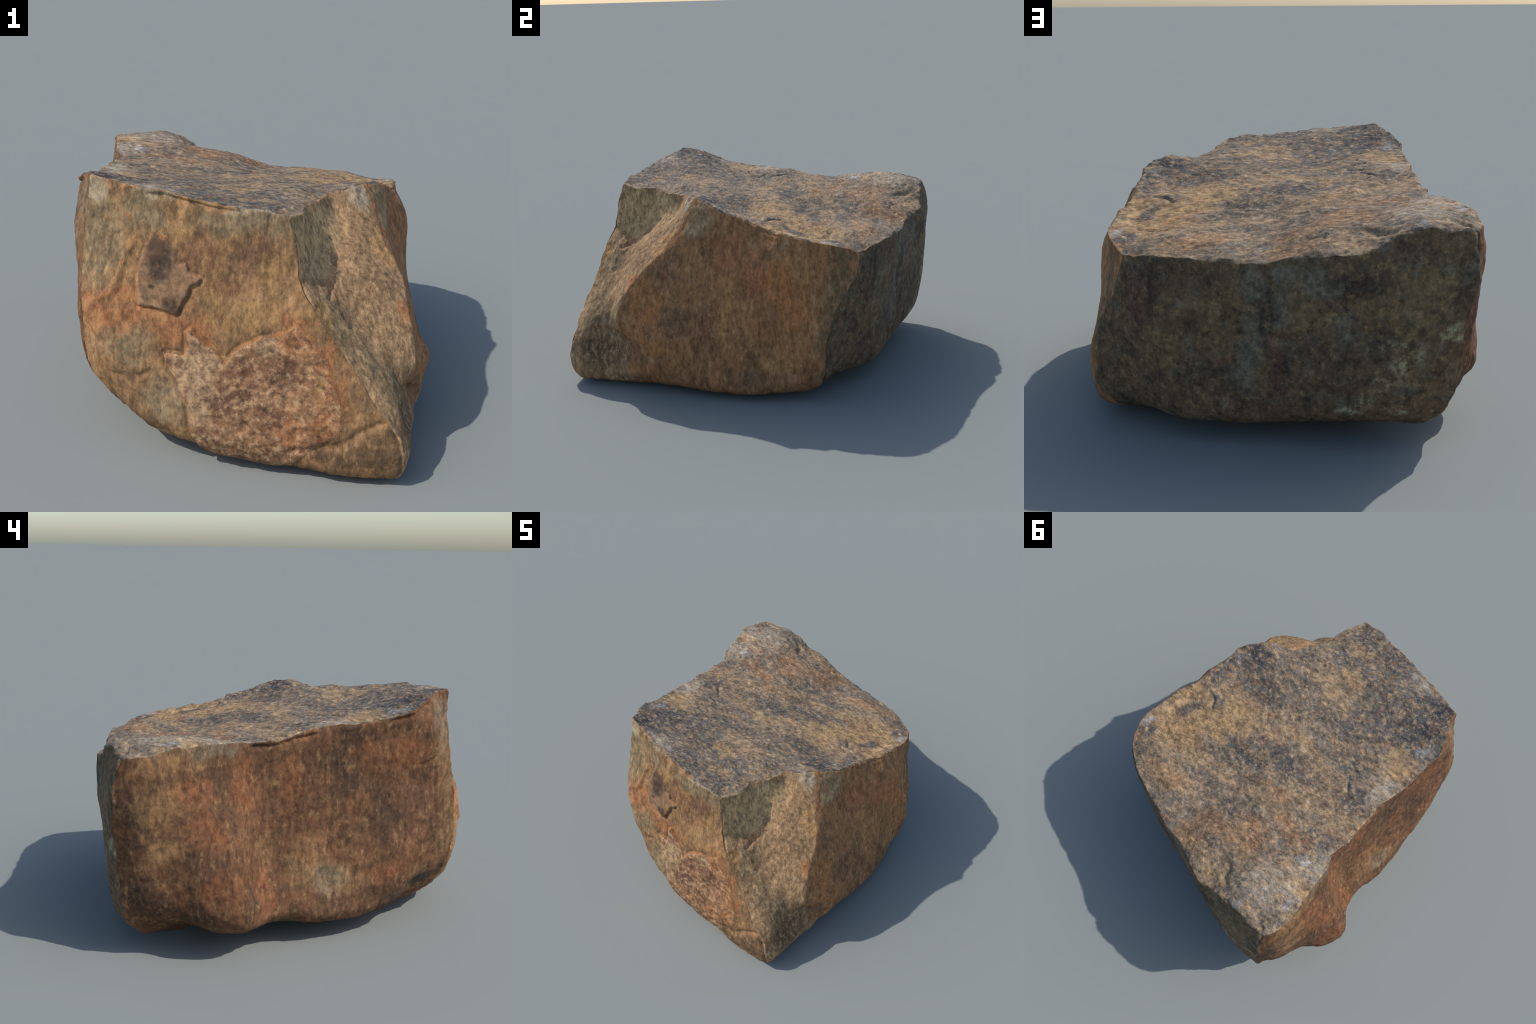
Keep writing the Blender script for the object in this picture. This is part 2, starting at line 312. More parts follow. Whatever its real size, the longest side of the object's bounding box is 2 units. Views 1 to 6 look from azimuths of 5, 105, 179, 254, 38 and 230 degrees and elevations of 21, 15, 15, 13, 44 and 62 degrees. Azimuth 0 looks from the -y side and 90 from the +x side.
disp += bump2(EDGE_LINE, .014, .009) + bump2(THIN_LINE, .008, -.006) + bump2(LOW_SCAR, .012, -.007)
disp += bump2(TOE_LIP, .016, -.013) + bump2(PLATE[14:22], .010, .005)
edge_d = np.full(len(P), 9.0); edge_d[k] = seg_dist(fx[k], fz[k], EDGE_LINE)
scar = np.zeros(len(P)); scar[k] = signed(fx[k], fz[k], LOW_SCAR + [(-.2, .1), (-.5, .1), (-.5, .38)])
disp -= .006 * smooth(0, .02, scar)
for face, line, w, dep in CRACKS:
    kk = on[face]
    disp[kk] -= dep * np.exp(-(line_dist3((P + warp * .4)[kk], line) / w) ** 2)

SCOOP = np.array([(-.90,.30),(-.873,.345),(-.80,.362),(-.735,.360),(-.658,.350),(-.593,.318),(-.544,.270),(-.48,.235),(-.43,.225)])
sides = (on["chip"] | on["streaked"]) & (Q[:, 0] > .6)
below = np.interp(Q[:, 1], SCOOP[:, 0], SCOOP[:, 1], left=0, right=0) - Q[:, 2]
disp -= .020 * smooth(-.003, .016, below) * smooth(.26, .06, below) * sides * smooth(-.90, -.83, P[:, 1]) * smooth(-.43, -.50, P[:, 1])
disp -= .020 * np.exp(-((P - np.array([-.61, -.55, .19])) ** 2).sum(1) / .075 ** 2) * on["rusty"]

# broken lip round the rim: little chips, and an added groove just below imitating gaps in the scan mesh
lip = np.exp(-((rowi - RIM_ROW) / (2.5 * ROWS)) ** 2)
chipn = fbm(P * 15, 3, 61, ridged=True)
disp += lip * (.009 * chipn - .004)
scan_gap = np.exp(-((rowi - RIM_ROW - 3 * ROWS) / (1.2 * ROWS)) ** 2) * smooth(.10, .40, fbm(P * 4.3, 2, 91))
disp -= .016 * scan_gap
# grooves added along the broken vertical corners, standing in for gaps between scan patches
for i, p in enumerate(PROFILES):
    if p[1] >= .6:
        dc = np.abs((coli - col_u[i] + NU / 2) % NU - NU / 2)
        gate = smooth(.05, .35, fbm(P * 4.0, 2, 101 + i)) * (rowi > RIM_ROW) * (rowi < UNDER)
        disp -= .011 * np.exp(-(dc / 1.5) ** 2) * gate
        disp += .006 * np.exp(-(dc / 6.5) ** 2) * chipn * (rowi > RIM_ROW)
inner = rowi < 14
disp[inner] *= rowi[inner] / 14.0
P = P + Nf * disp[:, None]
# chips also nibble the outline of the lip up and down
P[:, 2] += lip * .006 * fbm(P * 19, 2, 131)
P[:, 2] = np.maximum(P[:, 2], .003)
P[rowi == 0] = P[rowi == 0].mean(0)
G = P.reshape(NU, NR, 3)

# ------------------------------------------------------------------ materials
def lin(c):
    c = c / 255.0
    return c / 12.92 if c <= .04045 else ((c + .055) / 1.055) ** 2.4

class Rock:
    """small helper that writes a node material; colours are given as they look
    in daylight on that face (light = how much light the face gets)"""
    sat = .94
    def __init__(self, name, light):
        self.m = bpy.data.materials.new(name); self.m.use_nodes = True
        self.t = self.m.node_tree; self.n = self.t.nodes; self.l = self.t.links
        self.light = light
        self.bsdf = self.n["Principled BSDF"]
        self.bsdf.inputs["Roughness"].default_value = .88
        self.bsdf.inputs["Specular IOR Level"].default_value = .25
        self.co = self.n.new("ShaderNodeTexCoord").outputs["Object"]
        w = self.noise(8, 5, .62, vec=self.co, out="Color")
        s = self.vmath("SUBTRACT", w, (.5, .5, .5))
        sc = self.vmath("SCALE", s, scale=.15)
        self.wco = self.vmath("ADD", self.co, sc)
    def c(self, rgb):
        return tuple(min(.9, lin(v) / k) for v, k in zip(rgb, self.light)) + (1,)
    def put(self, sock, v):
        if hasattr(v, "is_output"): self.l.new(v, sock)
        else: sock.default_value = v
    def vmath(self, op, a, b=None, scale=None):
        n = self.n.new("ShaderNodeVectorMath"); n.operation = op
        self.put(n.inputs[0], a)
        if b is not None: self.put(n.inputs[1], b)
        if scale is not None: n.inputs["Scale"].default_value = scale
        return n.outputs["Value" if op == "LENGTH" else "Vector"]
    def math(self, op, a, b=0.0, clamp=False):
        n = self.n.new("ShaderNodeMath"); n.operation = op; n.use_clamp = clamp
        self.put(n.inputs[0], a); self.put(n.inputs[1], b); return n.outputs[0]
    def noise(self, scale, detail=4, rough=.55, vec=None, stretch=None, out="Fac", offset=0):
        v = vec if vec is not None else self.co
        if stretch or offset:
            mp = self.n.new("ShaderNodeMapping"); self.l.new(v, mp.inputs["Vector"])
            mp.inputs["Scale"].default_value = stretch or (1, 1, 1)
            mp.inputs["Location"].default_value = (offset, offset * .7, offset * 1.3)
            if stretch and len(stretch) == 3 and getattr(self, "tilt", None):
                mp.inputs["Rotation"].default_value = self.tilt
            v = mp.outputs["Vector"]
        n = self.n.new("ShaderNodeTexNoise"); self.l.new(v, n.inputs["Vector"])
        n.inputs["Scale"].default_value = scale; n.inputs["Detail"].default_value = detail
        n.inputs["Roughness"].default_value = rough
        return n.outputs[out]
    def ramp(self, fac, lo, hi, a=0.0, b=1.0):
        n = self.n.new("ShaderNodeMapRange"); n.interpolation_type = "SMOOTHSTEP"
        self.put(n.inputs["Value"], fac)
        for k, v in (("From Min", lo), ("From Max", hi), ("To Min", a), ("To Max", b)): n.inputs[k].default_value = v
        return n.outputs["Result"]
    def mix(self, fac, a, b, mode="MIX"):
        n = self.n.new("ShaderNodeMix"); n.data_type = "RGBA"; n.blend_type = mode
        n.clamp_factor = True
        self.put(n.inputs[0], fac); self.put(n.inputs[6], a); self.put(n.inputs[7], b)
        return n.outputs[2]
    def tones(self, fac, stops):
        n = self.n.new("ShaderNodeValToRGB"); self.put(n.inputs[0], fac)
        el = n.color_ramp.elements
        while len(el) < len(stops): el.new(.5)
        for e, (p, c) in zip(el, stops): e.position = p; e.color = self.c(c)
        return n.outputs[0]
    def blob(self, centre, radius, soft=.45):
        if not hasattr(radius, "__len__"): radius = (radius,) * 3
        d = self.vmath("SUBTRACT", self.wco, centre)
        d = self.vmath("MULTIPLY", d, tuple(1 / r for r in radius))
        return self.ramp(self.vmath("LENGTH", d), 1 + soft, 1 - soft)
    def patches(self, col, items):
        """items: (colour, strength, [(centre, radius), ...]) broken up by grain"""
        brk = self.noise(28, 4, .65, offset=7.0)
        for rgb, strength, spots in items:
            m = None
            for ctr, rad in spots:
                b = self.blob(ctr, rad)
                m = b if m is None else self.math("MAXIMUM", m, b)
            m = self.math("MULTIPLY", m, self.ramp(brk, .30, .55, .50, 1.0))
            col = self.mix(self.math("MULTIPLY", m, strength), col, self.c(rgb))
        return col
    def veins(self, col, rgb, scale, width, strength, offset=0):
        v = self.noise(scale, 3, .5, vec=self.wco, offset=offset)
        d = self.math("ABSOLUTE", self.math("SUBTRACT", v, .5))
        m = self.math("MULTIPLY", self.ramp(d, width, 0), self.ramp(self.noise(5, 2, offset=offset + 3), .48, .60))
        return self.mix(self.math("MULTIPLY", m, strength), col, self.c(rgb))
    def flecks(self, col, rgb, scale, lo, hi, strength, stretch=None, offset=0):
        m = self.ramp(self.noise(scale, 5, .68, stretch=stretch, offset=offset), lo - .09, hi + .05)
        return self.mix(self.math("MULTIPLY", m, strength), col, self.c(rgb))
    def grain(self, col, scale, stretch, amount, bump=.35, offset=1.0, depth=.006):
        g0 = self.noise(scale * .42, 4, .65, stretch=stretch, offset=offset + 9)
        g1 = self.noise(scale, 4, .7, stretch=stretch, offset=offset)
        g2 = self.noise(scale * 2.9, 2, .6, stretch=stretch, offset=offset + 4)
        g = self.math("ADD", self.math("MULTIPLY", g0, .40), self.math("MULTIPLY", g1, .42))
        g = self.math("ADD", g, self.math("MULTIPLY", g2, .18))
        v = self.ramp(g, .36, .64, 1 - amount, 1 + amount)
        cmb = self.n.new("ShaderNodeCombineColor")
        for i in range(3): self.l.new(v, cmb.inputs[i])
        col = self.mix(1.0, col, cmb.outputs[0], "MULTIPLY")
        b = self.n.new("ShaderNodeBump"); b.inputs["Strength"].default_value = bump
        b.inputs["Distance"].default_value = depth
        self.l.new(g, b.inputs["Height"]); self.l.new(b.outputs[0], self.bsdf.inputs["Normal"])
        return col
    def done(self, col):
        hs = self.n.new("ShaderNodeHueSaturation"); hs.inputs["Saturation"].default_value = self.sat
        self.l.new(col, hs.inputs["Color"])
        self.l.new(hs.outputs[0], self.bsdf.inputs["Base Color"]); return self.m

SUN_FRONT, SUN_CHIP, SUN_RUST, SUN_TOP = (1.08,1.15,1.28), (.92,1.0,1.15), (1.15,1.25,1.42), (.99,1.06,1.23)
SHADE_SIDE, SHADE_END = (.275,.375,.54), (.30,.39,.51)

def mat_grey_face():
    r = Rock("cleaved_rock", SUN_TOP)
    r.tilt = (0, 0, -.66)
    broad = r.noise(2.6, 5, .62, vec=r.wco, stretch=(.9, 2.6, 1))
    col = r.tones(broad, [(.32, (92,91,91)), (.45, (113,105,98)), (.55, (134,117,99)), (.68, (156,130,98))])
    col = r.patches(col, [
        ((166,136,94), .8, [((.53,.43,.9),(.15,.13,.2)), ((.40,.28,.94),(.17,.10,.2)), ((.62,.31,.92),(.10,.10,.2)), ((.28,.20,.97),(.12,.10,.2)), ((-.60,-.28,1.07),(.07,.10,.2))]),
        ((144,106,74), .65, [((-.06,.83,.88),(.10,.07,.2)), ((-.10,.70,.91),(.12,.07,.2)), ((.32,.70,.87),(.14,.06,.2)), ((-.26,.31,.98),(.05,.04,.2)), ((-.30,.62,.96),(.14,.12,.2)), ((.42,.45,.9),(.08,.07,.2)), ((-.45,.42,1.0),(.16,.05,.2))]),
        ((80,84,91), .85, [((-.42,-.48,1.14),(.26,.25,.3)), ((-.14,-.60,1.14),(.26,.17,.3)), ((-.28,-.28,1.08),(.18,.13,.3)), ((.10,-.60,1.12),(.16,.20,.3))]),
        ((74,77,84), .85, [((.53,-.12,1.06),(.14,.10,.2)), ((.60,.05,1.0),(.055,.12,.2)), ((.47,.20,.96),(.06,.05,.2)), ((.57,.33,.93),(.035,.10,.2)), ((.33,-.03,1.03),(.16,.06,.2)), ((-.50,-.50,1.13),(.12,.16,.3)), ((-.10,-.70,1.15),(.14,.05,.2)), ((.14,-.70,1.11),(.09,.06,.2)), ((-.10,-.18,1.05),(.14,.05,.2)), ((-.56,.06,1.03),(.08,.08,.2)), ((.63,.60,.89),(.05,.05,.2)), ((-.06,.16,1.0),(.18,.04,.2)), ((.10,.30,.94),(.16,.035,.2))]),
        ((160,134,96), .6, [((.0,-.46,1.1),(.10,.045,.2)), ((.10,-.62,1.12),(.08,.04,.2)), ((-.10,.02,1.03),(.20,.04,.2)), ((-.52,-.30,1.07),(.06,.05,.2)), ((.34,.50,.90),(.12,.06,.2))]),
        ((58,62,75), .9, [((-.54,-.58,1.16),(.07,.11,.2)), ((.50,-.17,1.06),(.07,.05,.2))]),
        ((154,148,140), .75, [((-.62,.72,1.01),(.14,.13,.2)), ((-.68,.47,1.0),(.06,.10,.2)), ((-.63,-.10,1.05),(.05,.10,.2)), ((-.30,-.70,1.15),(.10,.05,.2))]),
        ((158,163,174), .6, [((-.57,.92,.98),(.035,.025,.1)), ((-.77,.73,1.01),(.03,.045,.1)), ((.665,.575,.89),(.022,.03,.1)), ((.58,-.07,1.04),(.03,.02,.1)), ((-.64,.50,1.0),(.03,.04,.1)), ((-.40,.245,1.0),(.012,.012,.1)), ((-.60,-.42,1.1),(.03,.03,.1))]),
    ])
    col = r.flecks(col, (172,148,114), 44, .56, .66, .8, offset=2)
    col = r.flecks(col, (72,73,77), 34, .58, .69, .7, offset=5)
    col = r.flecks(col, (158,104,58), 22, .60, .70, .55, offset=9)
    col = r.flecks(col, (182,152,110), 19, .58, .66, .55, (1, 1.5, 1), 13)
    col = r.flecks(col, (76,78,83), 16, .59, .68, .45, (1, 1.5, 1), 17)
    col = r.veins(col, (110,76,52), 5, .010, .5)
    return r.done(r.grain(col, 40, (1, 1.7, 1), .56, .9, depth=.010))

def layered_base(r):
    broad = r.noise(4.2, 4, .6, vec=r.wco)
    col = r.tones(broad, [(.32, (112,88,64)), (.46, (136,105,72)), (.56, (150,114,75)), (.70, (160,126,90))])
    col = r.patches(col, [
        ((128,116,92), .8, [((-.55,-.74,.92),(.12,.12,.26)), ((-.36,-.75,1.06),(.11,.1,.08)), ((-.23,-.92,.30),(.11,.1,.12)), ((.06,-.78,1.06),(.22,.1,.06)), ((-.40,-.83,.50),(.10,.1,.10))]),
        ((156,102,62), .85, [((-.42,-.8,.66),(.16,.1,.10)), ((-.22,-.84,.60),(.09,.1,.08)), ((-.10,-.85,.61),(.06,.1,.045)), ((-.56,-.77,.62),(.05,.1,.09)), ((.30,-.88,.66),(.07,.1,.05)), ((.43,-.92,.52),(.03,.1,.12)), ((.50,-.97,.36),(.03,.1,.10))]),
        ((112,80,60), .7, [((.12,-.82,.93),(.10,.1,.10)), ((-.10,-.80,.93),(.09,.1,.10)), ((.0,-.84,.80),(.08,.1,.06))]),
        ((152,120,76), .6, [((-.20,-.77,1.05),(.05,.1,.06)), ((.20,-.82,.85),(.05,.1,.12)), ((.10,-.86,.70),(.10,.1,.06)), ((-.05,-.82,.75),(.05,.1,.06))]),
        ((84,68,52), .75, [((.60,-1,.15),(.16,.1,.05)), ((.68,-.97,.24),(.06,.1,.05)), ((.40,-1,.15),(.10,.1,.03))]),
        ((172,162,142), .7, [((-.30,-.74,1.14),(.09,.1,.018)), ((-.57,-.70,1.14),(.06,.1,.06)), ((.10,-.79,1.11),(.10,.1,.02))]),
    ])
    col = r.veins(col, (158,102,58), 4.5, .016, .45)
    col = r.veins(col, (84,64,48), 6.5, .010, .5, 11)
    return col

def mat_layered_face():
    r = Rock("layered_rock", SUN_FRONT)
    col = layered_base(r)
    col = r.flecks(col, (178,140,88), 30, .58, .70, .6, (1.6, 1, .55), 2)
    col = r.flecks(col, (92,74,54), 26, .56, .68, .6, (1.6, 1, .55), 5)
    return r.done(r.grain(col, 42, (1.3, 1, .72), .46, .6))

def mat_crust():
    r = Rock("crusted_rock", SUN_FRONT)
    broad = r.noise(6, 4, .6)
    col = r.tones(broad, [(.30, (118,84,62)), (.5, (146,108,74)), (.70, (164,126,90))])
    col = r.patches(col, [
        ((176,150,116), .75, [((-.10,-.9,.42),(.09,.1,.14)), ((-.08,-.93,.30),(.06,.1,.10)), ((.20,-.9,.58),(.07,.1,.025))]),
        ((160,104,58), .8, [((.33,-.9,.60),(.10,.1,.06)), ((.44,-.93,.46),(.06,.1,.12)), ((.30,-.97,.22),(.07,.1,.08)), ((.45,-.97,.28),(.05,.1,.08))]),
        ((92,62,50), .75, [((.07,-.95,.33),(.10,.1,.06)), ((.26,-.93,.47),(.07,.1,.07)), ((.08,-.90,.47),(.06,.1,.05)), ((.22,-.97,.28),(.08,.1,.05))]),
        ((140,112,70), .7, [((.42,-.93,.42),(.03,.1,.08))]),
        ((112,84,60), .8, [((.05,-.95,.12),(.3,.2,.05))]),
    ])
    col = r.flecks(col, (88,58,48), 30, .52, .60, .80, offset=3)
    col = r.flecks(col, (184,152,116), 34, .54, .62, .7, offset=6)
    col = r.flecks(col, (66,54,50), 48, .60, .68, .6, offset=8)
    return r.done(r.grain(col, 46, (1.1, 1, .9), .38, .7))

def mat_flake():
    r = Rock("flaked_rock", SUN_FRONT)
    col = r.tones(r.noise(7, 4, .6), [(.3, (120,92,70)), (.5, (148,116,86)), (.7, (168,134,100))])
    col = r.patches(col, [
        ((66,56,50), .95, [((-.262,-.79,.87),(.055,.1,.085)), ((-.29,-.79,.93),(.04,.1,.04)), ((-.291,-.8,.769),(.02,.1,.016)), ((-.20,-.82,.71),(.04,.1,.03))]),
        ((104,80,62), .7, [((-.31,-.78,.94),(.05,.1,.06)), ((-.33,-.79,.78),(.03,.1,.07))]),
        ((186,128,70), .8, [((-.25,-.78,.985),(.06,.1,.012))]),
    ])
    col = r.flecks(col, (90,70,56), 34, .56, .64, .6, offset=3)
    return r.done(r.grain(col, 60, (1.3, 1, .7), .30, .5))

def mat_rust_seam():
    r = Rock("rust_seam_rock", SUN_FRONT)
    col = r.tones(r.noise(9, 4, .6), [(.3, (122,86,58)), (.5, (156,106,62)), (.7, (146,114,78))])
    return r.done(r.grain(col, 46, (1.3, 1, .7), .36, .5))

def mat_chipped_face():
    r = Rock("chipped_rock", SUN_CHIP)
    col = r.tones(r.noise(5, 4, .6, vec=r.wco), [(.30, (124,99,71)), (.5, (150,120,87)), (.70, (164,132,95))])
    col = r.patches(col, [
        ((190,160,114), .85, [((.31,-.72,.96),(.09,.12,.16)), ((.40,-.52,.98),(.10,.14,.10)), ((.36,-.64,.85),(.08,.1,.08))]),
        ((118,102,74), .8, [((.46,-.80,.66),(.07,.09,.10)), ((.62,-.82,.48),(.10,.06,.14)), ((.70,-.80,.38),(.07,.08,.08))]),
        ((170,128,66), .75, [((.65,-.34,.90),(.06,.07,.07)), ((.69,-.42,.82),(.05,.06,.06)), ((.40,-.86,.70),(.04,.06,.10))]),
        ((170,104,56), .7, [((.43,-.70,.77),(.016,.05,.03)), ((.75,-.56,.62),(.03,.05,.10))]),
        ((150,152,140), .8, [((.52,-.28,1.04),(.07,.07,.07))]),
        ((98,76,54), .85, [((.79,-.76,.23),(.09,.18,.10))]),
        ((86,70,52), .6, [((.80,-.84,.20),(.05,.06,.08))]),
    ])
    col = r.flecks(col, (190,160,124), 36, .54, .66, .65, (1.2, 1.2, .6), 2)
    col = r.flecks(col, (84,74,58), 34, .55, .66, .65, (1.2, 1.2, .6), 5)
    return r.done(r.grain(col, 44, (1.4, 1.4, .55), .46, .7))

def mat_streaked_face():
    r = Rock("streaked_rock", SHADE_SIDE)
    col = r.tones(r.noise(4.5, 4, .6, vec=r.wco, stretch=(1, 1.3, .6)), [(.30, (66,53,38)), (.5, (82,64,44)), (.70, (94,74,48))])
    col = r.patches(col, [
        ((98,70,38), .8, [((.79,.32,.66),(.1,.10,.14)), ((.83,-.47,.50),(.06,.09,.16)), ((.80,.40,.50),(.1,.10,.10)), ((.80,-.52,.62),(.05,.06,.08)), ((.84,-.40,.33),(.06,.10,.07))]),
        ((92,62,42), .6, [((.72,.0,.80),(.1,.10,.12)), ((.76,.18,.72),(.1,.08,.12))]),
        ((94,96,82), .6, [((.63,-.17,1.0),(.06,.09,.09)), ((.70,.30,.82),(.06,.05,.08)), ((.66,-.22,.94),(.05,.08,.05))]),
        ((104,86,52), .55, [((.83,-.01,.45),(.06,.035,.13)), ((.80,.02,.58),(.06,.03,.10)), ((.83,.30,.22),(.08,.10,.06))]),
        ((56,50,44), .75, [((.76,-.36,.72),(.05,.07,.09)), ((.84,-.28,.44),(.06,.09,.10)), ((.82,.12,.15),(.08,.10,.06)), ((.70,.60,.80),(.06,.06,.10)), ((.81,-.50,.24),(.06,.10,.08))]),
        ((58,58,48), .85, [((.74,.62,.60),(.07,.07,.18)), ((.79,.56,.30),(.06,.05,.18)), ((.70,.66,.72),(.05,.05,.08)), ((.68,.66,.82),(.05,.06,.05))]),
    ])
    col = r.flecks(col, (104,92,74), 28, .56, .68, .55, (1.3, 1.3, .45), 2)
    col = r.flecks(col, (50,40,32), 28, .55, .68, .6, (1.3, 1.3, .5), 5)
    col = r.flecks(col, (94,66,44), 14, .58, .68, .6, (1.2, 1.2, .5), 8)
    return r.done(r.grain(col, 44, (1.3, 1.3, .65), .42, .55))

def mat_lichened_face():
    r = Rock("lichened_rock", SHADE_END)
    col = r.tones(r.noise(7, 5, .65, vec=r.wco), [(.30, (38,37,33)), (.46, (51,48,40)), (.58, (59,53,42)), (.72, (70,64,50))])
    col = r.patches(col, [
        ((58,64,63), .75, [((.10,.9,.72),(.055,.2,.09)), ((.07,.88,.56),(.06,.2,.10)), ((.16,.84,.34),(.07,.2,.05)), ((.12,.87,.44),(.06,.2,.06)), ((-.03,.9,.78),(.04,.2,.05)), ((-.02,.9,.64),(.035,.2,.09)), ((-.29,.95,.58),(.05,.2,.08)), ((-.16,.94,.77),(.08,.2,.06)), ((-.05,.92,.80),(.05,.2,.03))]),
        ((66,62,47), .6, [((.47,.78,.46),(.09,.2,.10)), ((.45,.81,.66),(.06,.2,.08)), ((.25,.85,.56),(.06,.2,.10)), ((-.60,.98,.76),(.12,.2,.10)), ((-.55,.97,.60),(.10,.2,.06))]),
        ((30,29,30), .8, [((.035,.89,.62),(.03,.2,.16)), ((-.02,.88,.36),(.04,.2,.10)), ((.56,.78,.70),(.08,.2,.10)), ((-.30,.95,.76),(.09,.2,.05))]),
        ((62,46,40), .5, [((.02,.88,.49),(.03,.2,.05)), ((.0,.87,.36),(.03,.2,.08)), ((-.05,.88,.24),(.05,.2,.05)), ((.58,.76,.66),(.04,.2,.10)), ((.24,.83,.40),(.03,.2,.04))]),
        ((62,52,42), .75, [((.45,.72,.24),(.20,.2,.07)), ((.0,.84,.16),(.4,.2,.05)), ((-.55,.93,.20),(.2,.2,.06)), ((-.66,.96,.40),(.08,.2,.14))]),
    ])
    liche = r.ramp(r.noise(24, 5, .7, offset=4), .44, .62)
    zone = None
    for ctr, rad in (((-.52,.96,.45),(.06,.2,.08)), ((-.43,.95,.49),(.03,.2,.03)), ((-.30,.91,.225),(.045,.2,.03)), ((-.36,.92,.27),(.04,.2,.03)), ((-.51,.93,.21),(.04,.2,.025)), ((-.71,.97,.55),(.045,.12,.04)), ((-.44,.94,.33),(.05,.2,.03))):
        b = r.blob(ctr, rad, .6); zone = b if zone is None else r.math("MAXIMUM", zone, b)
    col = r.flecks(col, (84,78,58), 34, .57, .66, .6, offset=2)
    col = r.flecks(col, (26,25,24), 30, .55, .66, .7, offset=5)
    col = r.flecks(col, (62,70,68), 15, .60, .66, .55, offset=12)
    col = r.mix(r.math("MULTIPLY", r.math("MULTIPLY", zone, liche), .75), col, r.c((92,100,86)))
    return r.done(r.grain(col, 42, (1.1, 1.1, .8), .40, .5))

def mat_rusty_face():
    r = Rock("rusty_rock", SUN_RUST)
    col = r.tones(r.noise(4.5, 4, .6, vec=r.wco), [(.30, (80,60,46)), (.46, (100,73,51)), (.56, (112,79,54)), (.70, (126,94,64))])
    col = r.patches(col, [
        ((132,84,52), .85, [((-.77,.35,.82),(.1,.07,.16)), ((-.84,.62,.80),(.1,.12,.06)), ((-.88,.55,.62),(.1,.08,.10)), ((-.70,-.24,.92),(.1,.06,.10)), ((-.68,-.46,.90),(.08,.12,.09)), ((-.90,.50,.36),(.1,.10,.10)), ((-.72,.12,.80),(.1,.05,.12)), ((-.70,-.35,.33),(.08,.12,.04)), ((-.78,.27,.33),(.1,.05,.16))]),
        ((104,74,58), .7, [((-.67,-.52,.68),(.08,.10,.12)), ((-.67,-.48,.55),(.08,.12,.08)), ((-.86,.58,.50),(.1,.07,.08))]),
        ((70,56,46), .8, [((-.70,-.10,.90),(.08,.16,.07)), ((-.68,-.20,1.0),(.08,.12,.05)), ((-.68,-.34,.66),(.08,.07,.10)), ((-.85,.86,.70),(.1,.06,.16)), ((-.79,.85,.32),(.1,.12,.10)), ((-.70,-.15,.75),(.08,.12,.06))]),
        ((152,120,80), .65, [((-.86,.78,.76),(.1,.10,.10)), ((-.78,.25,.50),(.1,.06,.10)), ((-.75,.05,.42),(.1,.12,.12)), ((-.83,.70,.95),(.1,.16,.05)), ((-.74,-.12,.30),(.1,.12,.06)), ((-.86,.74,.55),(.1,.08,.06))]),
        ((122,114,98), .7, [((-.76,-.05,.33),(.1,.08,.08)), ((-.80,.50,.98),(.1,.16,.03)), ((-.64,-.64,1.05),(.06,.06,.14))]),
        ((134,108,76), .7, [((-.63,-.67,.85),(.06,.07,.22)), ((-.63,-.68,.50),(.05,.06,.22))]),
        ((64,62,60), .85, [((-.62,-.58,.24),(.10,.14,.05)), ((-.66,-.45,.20),(.08,.10,.03))]),
        ((82,58,42), .8, [((-.86,.66,.25),(.1,.2,.07))]),
    ])
    col = r.veins(col, (136,84,52), 5, .014, .35)
    col = r.flecks(col, (166,134,92), 30, .58, .69, .6, (1.2, 1.2, .6), 2)
    col = r.flecks(col, (66,50,40), 26, .55, .67, .65, (1.2, 1.2, .6), 5)
    col = r.flecks(col, (122,80,52), 11, .57, .67, .5, offset=8)
    return r.done(r.grain(col, 42, (1.2, 1.2, .8), .42, .6))

def mat_underside():
    r = Rock("earthy_rock", SHADE_END)
    col = r.tones(r.noise(6, 4, .6), [(.3, (48,40,32)), (.7, (74,58,42))])
    return r.done(r.grain(col, 55, (1, 1, 1), .3, .4))

# ------------------------------------------------------------------ build
verts = np.concatenate([G.reshape(-1, 3), np.array([[.03, 0.0, .004]])])
def vid(c, r): return (c % NU) * NR + r
PARTS = [("grey_face", mat_grey_face), ("layered_face", mat_layered_face), ("crusted_plate", mat_crust), ("flake", mat_flake),
         ("rust_seam", mat_rust_seam), ("chipped_face", mat_chipped_face), ("streaked_face", mat_streaked_face), ("lichened_face", mat_lichened_face),
         ("rusty_face", mat_rusty_face), ("underside", mat_underside)]
part_no = {n: i for i, (n, _) in enumerate(PARTS)}
g2part = {"layered": "layered_face", "chip": "chipped_face", "streaked": "streaked_face", "lichened": "lichened_face", "rusty": "rusty_face"}
c_all, r_all = np.meshgrid(np.arange(NU), np.arange(NR - 1), indexing='ij')
c_all, r_all = c_all.ravel(), r_all.ravel()
quads = np.stack([vid(c_all, r_all), vid(c_all, r_all + 1), vid(c_all + 1, r_all + 1), vid(c_all + 1, r_all)], -1)
lab = np.array([part_no[g2part[col_group[c]]] for c in c_all])
lay = lab == part_no["layered_face"]
lab[lay & (d_plate[quads].mean(1) > 0)] = part_no["crusted_plate"]
lab[lay & (d_flake[quads].mean(1) > 0)] = part_no["flake"]
seam_n = fbm(P * 12, 2, 151)
rust = (np.abs(d_plate + .004) < .007 + .006 * seam_n) & (P[:, 2] > .27) & (P[:, 0] > -.16) & (seam_n > -.28) & k
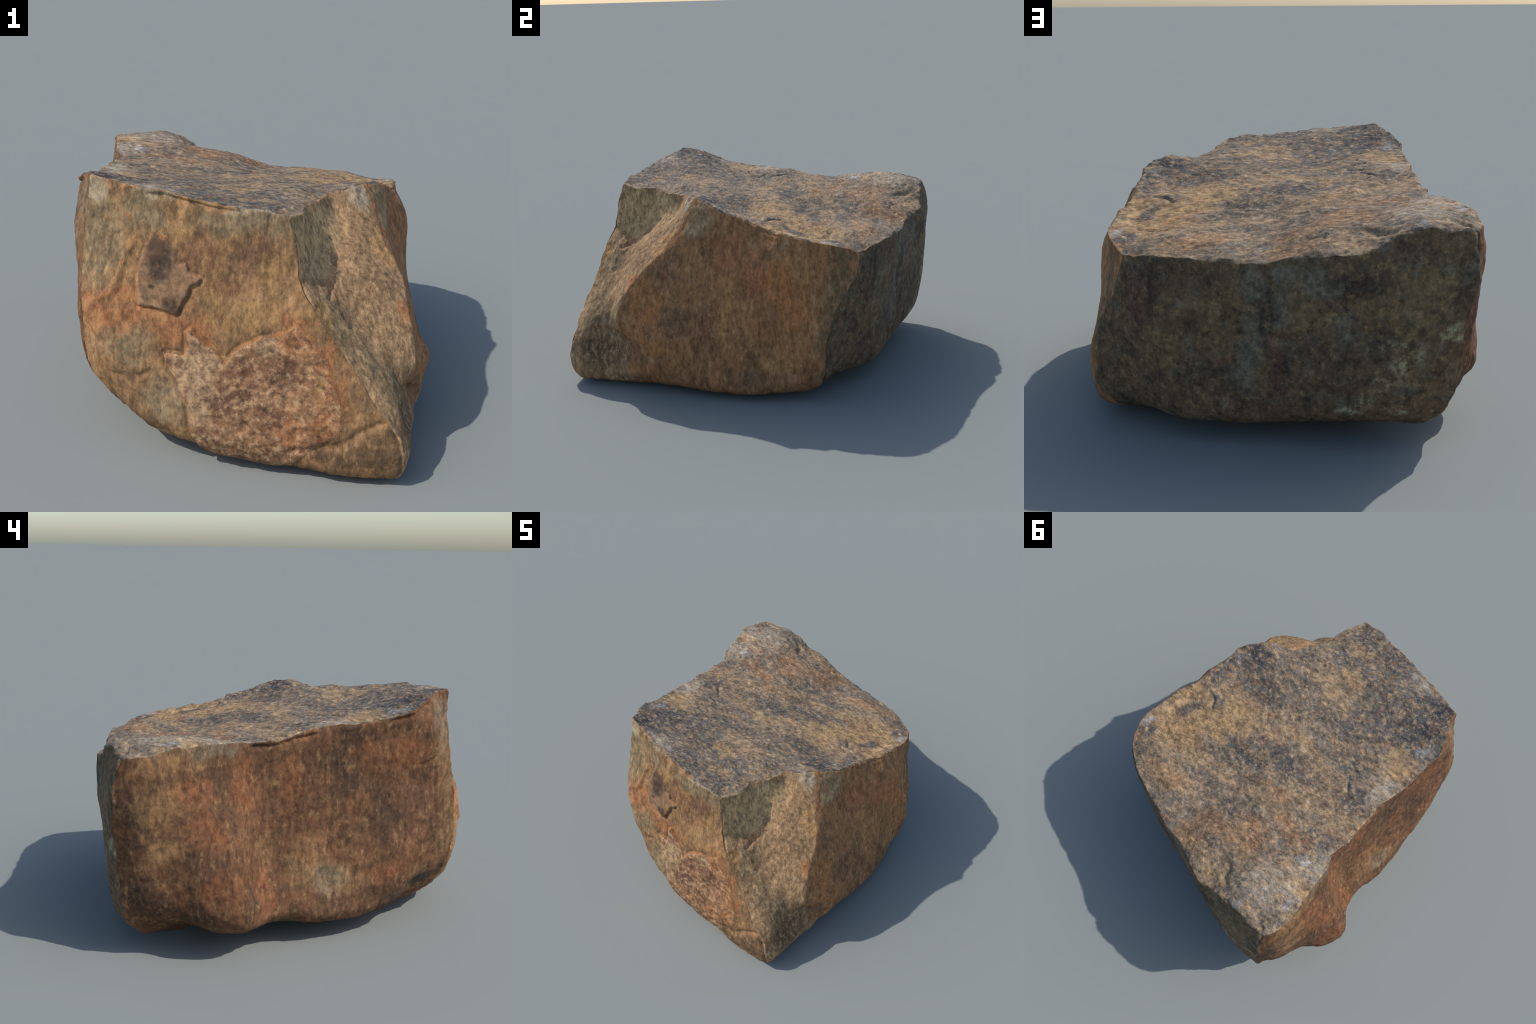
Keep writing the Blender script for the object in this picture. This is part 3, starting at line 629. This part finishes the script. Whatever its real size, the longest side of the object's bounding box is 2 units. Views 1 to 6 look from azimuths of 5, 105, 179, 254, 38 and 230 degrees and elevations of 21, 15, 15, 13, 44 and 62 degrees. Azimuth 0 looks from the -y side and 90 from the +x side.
rust |= (edge_d < .010 * (seam_n + .25)) & k
lab[lay & (rust[quads].mean(1) > .5)] = part_no["rust_seam"]
lab[r_all < RIM_ROW] = part_no["grey_face"]
lab[r_all > UNDER] = part_no["underside"]

def vertex_normals():
    n = np.zeros_like(verts)
    a, b, c, d_ = (verts[quads[:, i]] for i in range(4))
    fn = np.cross(c - a, d_ - b)
    for i in range(4):
        np.add.at(n, quads[:, i], fn)
    n[0:NU * NR:NR] = n[0:NU * NR:NR].sum(0)
    n[-1] = (0, 0, -1)
    return n / (np.linalg.norm(n, axis=1, keepdims=True) + 1e-12)
VN = vertex_normals()
flip = (VN[:-1].reshape(NU, NR, 3)[:, RIM_ROW + 40, :2] * G[:, RIM_ROW + 40, :2]).sum() < 0
if flip:
    quads = quads[:, ::-1]; VN = -VN; VN[-1] = (0, 0, -1)

stone = bpy.data.objects.new("boulder", None)
bpy.context.scene.collection.objects.link(stone)
stone["label"] = "rough brown and grey boulder with flat slanting top"
stone["category"] = "rock"
for li, (name, make_mat) in enumerate(PARTS):
    polys = [tuple(q) for q in quads[lab == li].tolist()]
    if name == "underside":
        for c in range(NU):
            t = (vid(c, NR - 1), len(verts) - 1, vid(c + 1, NR - 1))
            polys.append(t[::-1] if flip else t)
    if name == "grey_face":   # the innermost ring is one point: make triangles
        polys = [tuple(dict.fromkeys(((0 if v % NR == 0 else v) for v in q))) for q in polys]
        polys = [q for q in polys if len(q) > 2]
    used = np.unique(np.concatenate([np.array(q) for q in polys]))
    remap = -np.ones(len(verts), int); remap[used] = np.arange(len(used))
    me = bpy.data.meshes.new(name)
    me.from_pydata(verts[used].tolist(), [], [tuple(remap[list(q)].tolist()) for q in polys])
    me.update()
    me.polygons.foreach_set("use_smooth", np.ones(len(me.polygons), bool))
    me.normals_split_custom_set_from_vertices(VN[used].tolist())
    ob = bpy.data.objects.new(name, me)
    bpy.context.scene.collection.objects.link(ob)
    ob.parent = stone
    if name == "rust_seam": ob["kind"] = "stuff"
    me.materials.append(make_mat())
